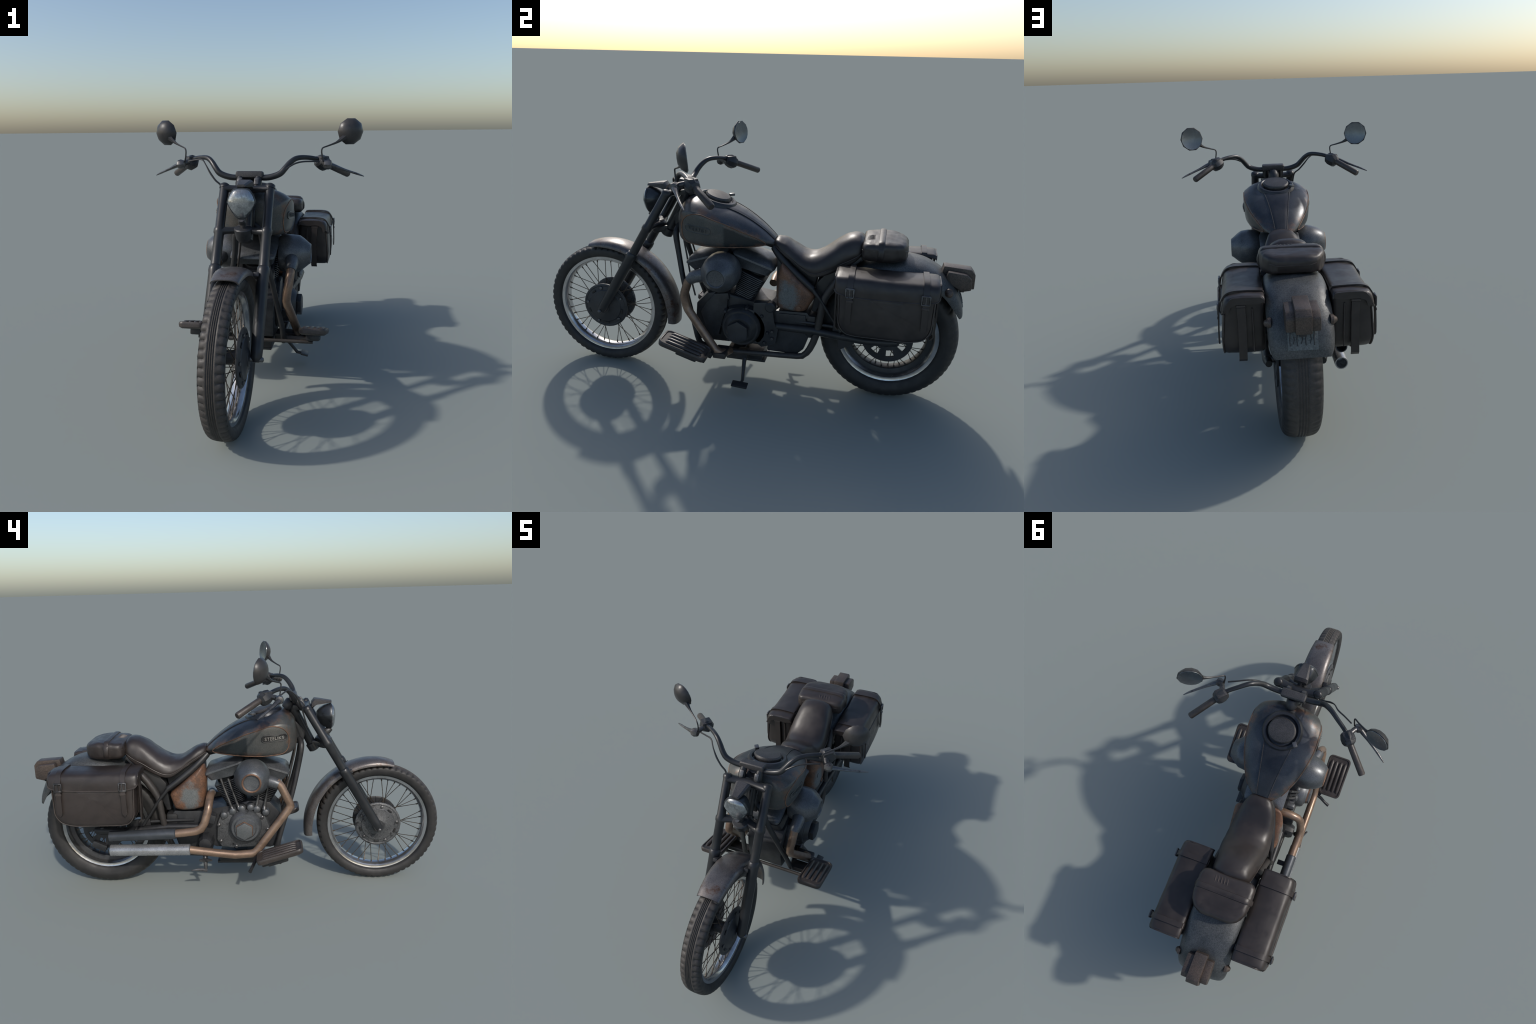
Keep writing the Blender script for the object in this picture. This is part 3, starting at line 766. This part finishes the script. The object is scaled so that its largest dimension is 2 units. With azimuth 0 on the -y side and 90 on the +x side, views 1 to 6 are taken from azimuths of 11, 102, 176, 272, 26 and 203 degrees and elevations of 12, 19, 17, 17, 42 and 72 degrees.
def build_saddlebag(s):
    # body: outline in the yz plane, bulging towards the outside
    outline = rounded([(.448, .638), (.445, .596), (.450, .440), (.478, .402), (.520, .395), (.740, .393), (.800, .408), (.826, .448), (.832, .596), (.829, .638)], .022)
    cy, cz = .64, .53
    rings = []
    for x, k, inset in ((.126, .955, 0), (.130, .985, 0), (.150, 1.0, 0), (.235, 1.0, 0), (.256, .992, 0), (.268, .972, 0), (.2735, .945, 0),
                        (.2745, .80, 1), (.2750, .58, 1), (.2752, .34, 1), (.2752, .12, 1), (.2752, .02, 1)):
        ring = []
        for y, z in outline:
            zz = cz + (z - cz) * (k if (z < cz or inset) else 1)
            xx = (x if zz < .585 else min(x, .256)) + .008 * max(0, 1 - ((zz - .47) / .10) ** 2) * (x - .126) / .15
            ring.append((s * xx, cy + (y - cy) * k, zz))
        rings.append(ring)
    bag = loft("saddlebag", rings, "leather", angle=50)
    wrinkle(bag, .0016, 24, 1, (1, 1, 1), 5.0 + s)
    # piping along the outer front edge
    pp = [(s * (.2700 + .009 * max(0, 1 - ((z - .47) / .10) ** 2)), cy + (y - cy) * .978, cz + (z - cz) * (.978 if z < cz else 1)) for y, z in outline if z < .60]
    tube("bag_piping", pp, .0030, "leather_trim", bag, 6, angle=80)
    pp = [(s * .2000, cy + (y - cy) * 1.006, cz + (z - cz) * (1.006 if z < cz else 1)) for y, z in outline if z < .60]
    tube("bag_piping", pp, .0026, "leather", bag, 6, angle=80)
    # lid: a curved sheet with thickness that drapes over top, front face and both ends
    def lid_sec(y, drop, out, end):
        top = .650 - end
        pts = [(.122, top - .012), (.128, top - .002), (.160, top + .0005), (.205, top + .001), (.236, top - .003), (.258 + out * .6, top - .009), (.270 + out * .9, top - .024), (.2765 + out, top - .048), (.2785 + out, drop + .012), (.279 + out, drop)]
        pts = spline(pts, 2)
        inn = [(p[0] - .0065 * min(1, k / 6), p[1] - .0065 * (1 if k < len(pts) - 6 else 0)) for k, p in enumerate(pts)]
        inn[-1] = (inn[-1][0], drop)
        return [(s * p[0], y, p[1]) for p in pts] + [(s * p[0], y, p[1]) for p in reversed(inn)]
    rows = [(.428, .606, -.017, .018), (.430, .592, -.010, .008), (.440, .580, -.002, .002), (.470, .571, .001, .0), (.520, .565, .001, .0), (.580, .564, .0, .001), (.640, .564, .0, .002), (.700, .565, .0, .002), (.760, .568, .001, .001), (.810, .573, .001, .0), (.836, .581, -.002, .002), (.845, .593, -.010, .008), (.8475, .607, -.017, .018)]
    lid = loft("bag_lid", [lid_sec(v[0], v[1], v[2], v[3]) for v in spline(rows, 3)], "leather", bag, angle=50, cap='strip')
    wrinkle(lid, .0016, 26, 0, (1, .8, 1), 1.3 + s)
    # end flaps of the lid
    for y0, y1 in ((.4275, .433), (.842, .848)):
        flap = rounded([(.128, .643), (.160, .646), (.236, .646), (.252, .636), (.261, .616), (.263, .594), (.252, .606), (.225, .620), (.150, .618), (.126, .624)], .010, 3)
        prism("lid_flap", [(s * x, z) for x, z in flap], y0, y1, "leather", lid, .0015, 1, plane='xz')
    lp = [(s * (.2790 + v[2]), v[0], v[1] + .003) for v in spline(rows[1:-1], 2)]
    tube("lid_piping", lp, .0032, "leather_trim", lid, 6)
    # straps with buckles
    for y in (.494, .790):
        wdt = .0115; sl = .0
        cen = [(.121, .637), (.128, .6515), (.165, .6545), (.205, .655), (.238, .6530), (.261, .644), (.276, .623), (.2840, .602), (.286, .592), (.2900, .560), (.2925, .50), (.2925, .462), (.2920, .449)]
        rings = []
        for k, v in enumerate(spline(cen, 3)):
            x, z = v[0], v[1]; yy = y + max(0, .64 - z) * (-.012 if y < .6 else .010)
            ww = wdt if z > .462 else wdt * max(.12, (z - .447) / .015)
            nx, nz = ((0, 1) if x < .23 else (.4, .9)) if z > .648 else ((.7, .7) if z > .632 else (1, .15))
            t = .0028
            rings.append([(s * (x + nx * t), yy - ww, z + nz * t), (s * (x + nx * t), yy + ww, z + nz * t), (s * (x - nx * t), yy + ww, z - nz * t), (s * (x - nx * t), yy - ww, z - nz * t)])
        strap = loft("bag_strap", rings, "leather", bag, angle=40)
        fr = []
        for dy, dz in ((0, .018), (0, -.018)):
            fr.append(box("t", (s * .2905, y, .590 + dz), (.008, .034, .007), "bare_metal", bag, None, .002, 1))
        for dy in (.0155, -.0155):
            fr.append(box("t", (s * .2905, y + dy, .590), (.008, .006, .040), "bare_metal", bag, None, .002, 1))
        fr.append(tube("t", [(s * .292, y, .606), (s * .294, y, .59), (s * .292, y, .574)], .0025, "bare_metal", bag, 6))
        joined("buckle", "bare_metal", fr, strap)
        box("strap_keeper", (s * .2920, y + .001, .556), (.007, .028, .012), "leather_trim", strap, None, .002, 1)
    # vertical carrying straps on the ends and a wire loop
    for y, d in ((.444, -1), (.832, 1)):
        pts = [(.208, .616, 0), (.208, .606, .010), (.206, .56, .011), (.206, .46, .010), (.207, .405, .008), (.208, .392, -.004)]
        rings = []
        for x, z, o in pts:
            yy = y + d * o
            rings.append([(s * (x - .015), yy + d * .003, z), (s * (x + .015), yy + d * .003, z), (s * (x + .015), yy - d * .004, z), (s * (x - .015), yy - d * .004, z)])
        loft("carry_strap", rings, "leather", bag, angle=40)
        box("carry_loop", (s * .208, y + d * .008, .612), (.038, .012, .012), "leather_trim", bag, None, .003, 1)
        tube("bag_seam", [(s * .168, y + d * .004, .60), (s * .166, y + d * .006, .52), (s * .165, y + d * .005, .43)], .0028, "leather_trim", bag, 6)

# ------------------------------------------------------------------ engine and drive
def build_engine():
    case = prism("engine", [(-.226, .300), (-.220, .385), (-.170, .440), (-.120, .452), (-.060, .448), (.020, .425), (.110, .410), (.165, .405), (.170, .230), (.10, .205), (-.165, .200), (-.216, .214)], -.096, .088, "dark_casting", bevel=.014)
    prism("gearbox", [(.140, .395), (.300, .400), (.313, .385), (.312, .276), (.292, .215), (.262, .186), (.120, .188)], -.092, .100, "dark_casting", case, .012)
    prism("gearbox_lid", [(.175, .385), (.295, .388), (.300, .345), (.180, .340)], .098, .106, "dark_casting", case, .004)
    box("sump", (0, .005, .125), (.110, .175, .045), "frame_paint", case, None, .008)
    box("sump_plate", (.0, .010, .104), (.110, .190, .012), "frame_paint", case, None, .004)
    # right side: gear cover, round cam cover, hexagon plug, tappet blocks
    rc = prism("gear_cover", [(.094, .345), (.100, .255), (.078, .216), (.020, .208), (-.100, .214), (-.150, .258), (-.172, .320), (-.150, .380), (-.10, .408), (.02, .412), (.075, .392)], -.092, -.122, "case_casting", case, .010, taper=((-.03, .31), .96))
    lathe("cam_cover", [(.082, -.112), (.080, -.132), (.0745, -.152), (.066, -.162), (.056, -.162), (.050, -.170), (0, -.171)], "engine_metal", centre=(0, -.048, .331), seg=28, parent=case)
    prism("hexagon_plug", arc_poly(-.045, .323, .044, 6, pi / 6), -.166, -.188, "plug_metal", case, .006)
    prism("hexagon_rim", arc_poly(-.045, .323, .047, 6, pi / 6), -.164, -.178, "rust_line", case, .004)
    for y, z in ((.012, .405), (-.032, .418), (-.105, .415), (-.148, .398), (.055, .385), (-.075, .424)):
        lathe("tappet_block", [(.0, -.085), (.020, -.09), (.021, -.118), (.016, -.130), (.008, -.134), (0, -.135)], "engine_metal", centre=(0, y, z), seg=10, parent=case, angle=30)
    for k, (y, z) in enumerate(((.082, .335), (.060, .372), (.075, .25), (-.155, .31), (-.13, .372), (-.11, .24), (.0, .222))):
        lathe("case_bolt", [(.009, -.112), (.009, -.128), (.005, -.131), (0, -.131)], "bare_metal", centre=(0, y, z), seg=8, parent=case, angle=30)
    lathe("starter", [(0, -.165), (.030, -.160), (.038, -.145), (.042, -.10), (.040, -.06)], "dark_casting", centre=(0, .150, .246), seg=10, parent=case, angle=30)
    box("oil_pump", (-.125, .120, .375), (.050, .050, .045), "dark_casting", case, Matrix.Rotation(.3, 3, 'X'), .008)
    # left side: primary cover with stepped face
    out = rounded([(-.088, .330), (-.062, .392), (.006, .406), (.066, .398), (.112, .350), (.122, .300), (.112, .250), (.080, .226), (.010, .212), (-.060, .226), (-.086, .275)], .02, 3)
    prism("primary_cover", out, .080, .122, "dark_casting", case, .010, taper=((.015, .31), .95))
    lathe("primary_ring", [(.092, .110), (.090, .134), (.082, .144), (.074, .144), (.064, .158), (.056, .166), (.0, .168)], "dark_casting", centre=(0, .006, .308), seg=26, parent=case)
    prism("hexagon_plug", arc_poly(.003, .306, .053, 6, pi / 6), .166, .190, "dark_casting", case, .006)
    prism("timing_cover", [(-.195, .352), (-.164, .402), (-.127, .448), (-.062, .458), (-.056, .428), (-.075, .395), (-.095, .33), (-.100, .24), (-.135, .235), (-.17, .27)], .080, .106, "dark_casting", case, .008)
    prism("clutch_cover", [(.06, .430), (.130, .440), (.156, .412), (.150, .340), (.178, .318), (.166, .235), (.10, .212), (.05, .25)], .080, .122, "dark_casting", case, .008)
    lathe("oil_filler", [(.024, .100), (.024, .130), (.018, .135), (0, .135)], "dark_casting", centre=(0, .138, .418), seg=12, parent=case)
    for y, z in ((-.070, .375), (-.08, .30), (.03, .40), (.10, .37), (.128, .29), (.115, .24), (-.055, .235), (.150, .265), (.150, .30)):
        lathe("case_bolt", [(.009, .100), (.009, .126), (.006, .131), (0, .132)], "bare_metal" if y > .14 else "dark_casting", centre=(0, y, z), seg=8, parent=case, angle=30)
    # two finned cylinders in a V with rocker covers
    for sgn, base in ((1, (.0, -.012, .405)), (-1, (0, -.108, .405))):
        ang = radians(-22.5) * sgn
        M = Matrix.Rotation(ang, 3, 'X'); b = Vector(base)
        cyl = lathe("cylinder", [(.050, -.03), (.050, .16)], "dark_casting", centre=b, seg=20, parent=case, basis=M)
        for k in range(16):
            h = .006 + k * .0093; q = k / 15
            wx, wy = .070 + .014 * q, .046 + .017 * q
            pts = rounded([(-wx, -wy), (wx, -wy), (wx, wy), (-wx, wy)], .026, 3)
            bm = bmesh.new()
            lo = [bm.verts.new(b + M @ Vector((x, y, h - .0024))) for x, y in pts]; hi = [bm.verts.new(b + M @ Vector((x * .98, y * .98, h + .0024))) for x, y in pts]
            bm.faces.new(lo); bm.faces.new(hi); ring_faces(bm, [lo, hi])
            finish(bm, "cooling_fin", "dark_casting", cyl, 30)
        # rocker cover: walls, a proud rim and a sloping roof, given by its rear and front ends at each level
        rings = []
        for (ya, za), (yb, zb), wx in (((.108, .552), (-.012, .584), .080), ((.117, .549), (-.020, .582), .088), ((.138, .572), (-.040, .634), .095), ((.145, .578), (-.045, .642), .099),
                                       ((.144, .588), (-.044, .650), .098), ((.132, .606), (-.041, .657), .078), ((.122, .615), (-.038, .661), .056), ((.100, .624), (-.028, .664), .038)):
            L = (ya - yb) / 2
            pts = rounded([(-wx, -L), (wx, -L), (wx, L), (-wx, L)], .020, 3)
            ring = []
            for x, y in pts:
                q = (y + L) / (2 * L); yy = yb + (ya - yb) * q
                ring.append((x, yy if sgn > 0 else -.12 - yy, zb + (za - zb) * q))
            rings.append(ring)
        loft("rocker_cover", rings, "engine_metal", cyl, angle=32)
    # pushrod tubes on the right
    for (y0, z0), (y1, z1) in (((.066, .565), (.012, .410)), ((.030, .565), (-.020, .415)), ((-.166, .560), (-.140, .412)), ((-.130, .560), (-.101, .415))):
        tube("pushrod_tube", [(-.102, y0, z0), (-.114, y0 + (y1 - y0) * .5, z0 + (z1 - z0) * .5), (-.120, y1, z1)], [.0065, .0058, .0075], "bare_metal", case, 10)
        tube("pushrod_collar", [(-.116, y1 + (y0 - y1) * .12, z1 + (z0 - z1) * .12), (-.122, y1, z1)], [.0085, .011], "bare_metal", case, 10)
    # manifold block between the cylinders, up to the tank
    box("manifold", (0, -.060, .60), (.060, .070, .10), "dark_casting", case, None, .01)
    box("tank_mount", (0, -.065, .665), (.035, .045, .04), "frame_paint", case, None, .006)
    # air cleaners: dome on the right, blunt cone on the left
    dome = lathe("air_cleaner", [(.060, -.092), (.080, -.098), (.084, -.112), (.0865, -.150), (.0805, -.178), (.071, -.202), (.060, -.221), (.0475, -.236), (.0455, -.2365), (.036, -.2345), (.034, -.229), (.020, -.227), (0, -.2265)], "engine_metal", centre=(0, -.088, .582), seg=36, parent=case)
    tor = [[(-.2362 - .0032 * sin(b), -.088 + (.0420 + .0045 * cos(b)) * cos(a), .582 + (.0420 + .0045 * cos(b)) * sin(a)) for b in [2 * pi * k / 8 for k in range(8)]] for a in [2 * pi * k / 36 for k in range(36)]]
    loft("air_cleaner_ring", tor, "rust_line", dome, wrap=True, angle=60)
    cone = lathe("air_cleaner", [(.060, .092), (.078, .098), (.086, .112), (.0875, .150), (.083, .186), (.070, .206), (.050, .229), (.045, .237), (.041, .239), (.038, .237), (.036, .233), (0, .232)], "engine_metal", centre=(0, -.082, .572), seg=20, parent=case)
    # inlet necks joining the cleaners to the pipes
    tube("inlet_neck", [(.155, -.135, .560), (.162, -.170, .553), (.164, -.205, .543), (.163, -.225, .525)], [.034, .031, .028, .023], "engine_metal", case, 14)
    tube("inlet_neck", [(-.150, -.150, .570), (-.160, -.185, .562), (-.165, -.212, .552)], [.030, .029, .026], "engine_metal", case, 8)

def build_exhaust():
    r = .0195
    front = tube("exhaust_pipe", [(-.164, -.200, .568), (-.165, -.222, .545), (-.170, -.262, .462), (-.170, -.266, .446), (-.176, -.252, .425), (-.193, -.110, .236), (-.195, -.094, .220), (-.197, -.075, .2145), (-.198, .0, .2095), (-.199, .08, .219), (-.20, .228, .240)], r, "copper_pipe", seg=16)
    rear = tube("exhaust_pipe", [(-.04, .118, .470), (-.085, .119, .482), (-.135, .119, .478), (-.172, .120, .460), (-.187, .124, .435), (-.197, .142, .375), (-.199, .160, .346), (-.200, .185, .335), (-.20, .240, .327), (-.20, .292, .323)], r, "copper_pipe", seg=16)
    def muffler(y0, z0, y1, z1, rr, mat, par):
        pts = [(y0, rr * .82), (y0 + .004, rr), (y1 - .004, rr * 1.02), (y1, rr * .99), (y1, rr * .84), (y1 - .07, rr * .80), (y1 - .072, 0)]
        ax = Vector((0, y1 - y0, z1 - z0)).normalized()
        side = Vector((1, 0, 0)); up = ax.cross(side)
        bm = bmesh.new(); rings = []
        for y, q in pts:
            c = Vector((-.20, y, z0 + (z1 - z0) * (y - y0) / (y1 - y0)))
            rings.append([bm.verts.new(c + (side * cos(2 * pi * k / 20) + up * sin(2 * pi * k / 20)) * q) for k in range(20)] if q else [bm.verts.new(c)])
        for a, b in zip(rings[:-1], rings[1:]):
            for k in range(20):
                f = list(dict.fromkeys([a[k % len(a)], a[(k + 1) % len(a)], b[(k + 1) % len(b)], b[k % len(b)]])); bm.faces.new(f)
        bm.faces.new(rings[0])
        return finish(bm, "muffler", mat, par, 40)
    muffler(.282, .3225, .602, .3125, .0250, "muffler_dark", rear)
    muffler(.216, .2400, .603, .2395, .0275, "muffler_steel", front)
    for y, z0, z1 in ((.50, .31, .36), (.33, .26, .31)):
        box("muffler_bracket", (-.165, y, (z0 + z1) / 2), (.05, .025, .012), "frame_paint", rear, None, .003)
    tube("exhaust_pipe", [(.164, -.205, .545), (.163, -.232, .515), (.158, -.250, .462), (.153, -.254, .440), (.148, -.247, .395), (.150, -.238, .375), (.183, -.100, .206), (.178, -.080, .190), (.150, -.060, .180), (.115, -.045, .174)], [r] * 6 + [r, r, .018, .014], "copper_pipe", seg=16)

# ------------------------------------------------------------------ frame and running gear
def build_frame():
    neck = prism("frame", [(-.345, .775), (-.318, .800), (-.285, .840), (-.255, .800), (-.290, .720), (-.330, .700)], -.026, .026, "frame_paint", bevel=.008)
    tube("backbone", [(0, -.30, .76), (0, -.20, .72), (0, .05, .695), (0, .17, .665)], .020, "frame_paint", neck, 12)
    for s in (1, -1):
        tube("down_tube", [(s * .010, -.312, .745), (s * .040, -.322, .722), (s * .056, -.322, .695), (s * .064, -.308, .612), (s * .090, -.276, .478), (s * .118, -.222, .300), (s * .128, -.196, .215), (s * .124, -.165, .180), (s * .114, -.110, .168)], [.012, .014, .0140, .0125, .012, .012, .0130, .013, .013], "frame_paint", neck, 12, rounds=3)
        tube("wiring_cable", [(s * .030, -.300, .74), (s * .040, -.292, .68), (s * .050, -.276, .61), (s * .070, -.250, .50), (s * .085, -.225, .42)], .0042, "rail_paint", neck, 8, rounds=2)
        tube("cradle_rail", [(s * .116, -.125, .170), (s * .110, -.07, .168), (s * .110, .10, .176), (s * .110, .265, .184), (s * .110, .297, .196), (s * .110, .322, .228), (s * .110, .350, .310), (s * .109, .366, .430), (s * .107, .376, .480), (s * .105, .420, .555), (s * .100, .470, .610)], [.0125, .0125, .0125, .0135, .014, .0155, .016, .0165, .017, .018, .018], "rail_paint", neck, 12, rounds=2)
        tube("seat_rail", [(s * .036, .132, .672), (s * .058, .165, .640), (s * .074, .210, .600), (s * .092, .270, .556), (s * .108, .325, .518)], [.016, .018, .018, .017, .014], "frame_paint", neck, 10, rounds=2)
        tube("seat_stay", [(s * .108, .318, .524), (s * .119, .368, .466), (s * .120, .410, .400), (s * .120, .455, .335)], [.011, .0085, .0075, .0075], "frame_paint", neck, 8)
        arm = tube("swing_arm", [(s * .105, .150, .320), (s * .112, .330, .322), (s * .114, .430, .313), (s * .116, .560, .303), (s * .112, .660, .305), (s * .108, .700, .306)], [.017, .018, .0185, .017, .020, .014], "frame_paint", neck, 10)
        tube("brake_rod", [(s * .100, .205, .352), (s * .100, .30, .352), (s * .100, .445, .346)], [.004, .0085, .010], "frame_paint", neck, 8)
        box("bag_bracket", (s * .1225, .640, .490), (.006, .250, .190), "frame_paint", neck, None, .002, 1)
        box("axle_plate", (s * .108, .47, .345), (.014, .10, .035), "frame_paint", neck, Matrix.Rotation(radians(-5), 3, 'X'), .004)
        # footboard: tray with raised rim, longitudinal ribs, bracket below
        R = Matrix.Rotation(radians(-17.5), 3, 'X'); c = Vector((s * .268, -.212, .254))
        out = rounded([(-.060, -.098), (-.048, -.112), (.048, -.112), (.062, -.098), (.060, .098), (.046, .112), (-.046, .112), (-.058, .098)], .012, 3)
        def lay(k, z): return [c + R @ Vector((x * k, y * (1 - (1 - k) * .5), z)) for x, y in out]
        fb = loft("footboard", [lay(.80, -.020), lay(.97, -.013), lay(1.0, -.002), lay(1.0, .004), lay(.95, .0095), lay(.87, .0100), lay(.83, .0060)], "footboard_rubber", neck, angle=40)
        for k in range(4):
            x = -.036 + .024 * k
            tube("footboard_rib", [c + R @ Vector((x, -.082, .003)), c + R @ Vector((x, -.070, .008)), c + R @ Vector((x, .070, .008)), c + R @ Vector((x, .084, .003))], [.006, .0100, .0100, .006], "footboard_rubber", fb, 10, flat=(1, 1, .75))
        box("footboard_bracket", c + R @ Vector((-s * .005, .02, -.030)), (.060, .10, .035), "frame_paint", fb, R, .008)
        box("footboard_arm", (s * .190, -.160, .192), (.140, .070, .024), "rail_paint", fb, R, .006)
        box("footboard_hinge", (s * .215, -.118, .200), (.030, .030, .030), "frame_paint", fb, R, .005)
    box("heel_plate", (.160, -.078, .186), (.090, .060, .026), "rail_paint", neck, None, .006)
    tube("footboard_bar", [(-.262, -.214, .198), (-.10, -.212, .196), (.10, -.212, .196), (.262, -.214, .198)], .0085, "rail_paint", neck, 10)
    box("cross_plate", (0, -.02, .165), (.20, .06, .012), "frame_paint", neck, None, .004)
    box("swing_pivot", (0, .315, .33), (.20, .055, .11), "frame_paint", neck, None, .012)
    prism("battery_tray", [(.150, .44), (.31, .42), (.335, .56), (.22, .63), (.15, .655)], -.060, .060, "frame_paint", neck, .010)
    prism("splash_guard", [(.318, .40), (.345, .40), (.37, .50), (.43, .58), (.53, .66), (.52, .68), (.40, .62), (.335, .54)], -.085, .085, "frame_paint", neck, .008)
    # rust-edged side covers
    pl = rounded([(.178, .622), (.158, .560), (.160, .414), (.200, .404), (.262, .400), (.296, .408), (.336, .480), (.330, .498)], .012, 3)
    for s in (1, -1):
        out = pl if s > 0 else rounded([(.150, .632), (.134, .580), (.150, .418), (.200, .408), (.256, .405), (.296, .414), (.318, .486), (.310, .496), (.172, .612)], .012, 3)
        rings = []
        for x, k in ((.046, 1.0), (.084, 1.0), (.098, .985), (.108, .955), (.115, .90), (.1195, .80), (.1215, .60), (.122, .35), (.122, .12), (.122, .02)):
            ring = []
            for y, z in out:
                yy, zz = .232 + (y - .232) * k, .495 + (z - .495) * k
                q = max(0, (.200 - yy) / .07)
                ring.append((s * x * (1 - .22 * min(1, q) ** 1.5), yy, zz))
            rings.append(ring)
        loft("side_cover", rings, "side_cover_paint", neck, angle=50)
        if s > 0:
            for y, z in ((.205, .505), (.265, .425)):
                lathe("cover_screw", [(.012, .112), (.012, .1235), (.008, .1250), (0, .1250)], "side_cover_paint", centre=(0, y, z), seg=12, parent=neck)
    # side stand (left) and rear peg (right)
    st = tube("side_stand", [(.085, .020, .155), (.112, .018, .125), (.140, .021, .090), (.166, .024, .056), (.185, .022, .053)], [.013, .010, .0085, .008, .007], "frame_paint", neck, 8)
    box("side_stand_foot", (.204, .020, .054), (.036, .074, .009), "frame_paint", st, Matrix.Rotation(radians(12), 3, 'Y') @ Matrix.Rotation(radians(-5), 3, 'X'), .003)
    box("side_stand_pivot", (.085, .005, .150), (.050, .055, .045), "frame_paint", st, None, .01)
    peg = tube("gear_lever", [(-.170, .150, .215), (-.200, .147, .180), (-.205, .146, .140)], [.012, .011, .008], "bare_metal", neck, 8)
    tube("gear_lever_pedal", [(-.204, .140, .130), (-.208, .160, .136), (-.215, .185, .140), (-.222, .214, .140)], [.007, .008, .007, .002], "bare_metal", peg, 7)
    tube("gear_lever_spur", [(-.200, .175, .182), (-.205, .145, .186), (-.228, .112, .196)], [.006, .011, .004], "bare_metal", peg, 7)
    tube("brake_pedal", [(-.200, -.100, .205), (-.235, -.092, .186), (-.262, -.080, .170), (-.285, -.072, .162)], [.009, .009, .008, .009], "frame_paint", neck, 8)
    # chain-side bracket on the left rear and splash guard
    prism("exhaust_hanger", [(.440, .315), (.470, .330), (.520, .29), (.470, .262), (.452, .245), (.448, .29)], .118, .128, "frame_paint", neck, .002, 1)

# ------------------------------------------------------------------ assemble
def main():
    global ROOT
    build_materials()
    ROOT = bpy.data.objects.new("motorcycle", None)
    bpy.context.collection.objects.link(ROOT)
    ROOT["label"] = "worn dark cruiser motorcycle with leather saddlebags and rusty tank"
    ROOT["category"] = "motorcycle"
    build_frame(); build_engine(); build_exhaust()
    build_front_wheel(); build_rear_wheel(); build_fenders()
    build_fork(); build_headlamp(); build_handlebar()
    build_tank(); build_seat()
    for s in (1, -1): build_saddlebag(s)

main()
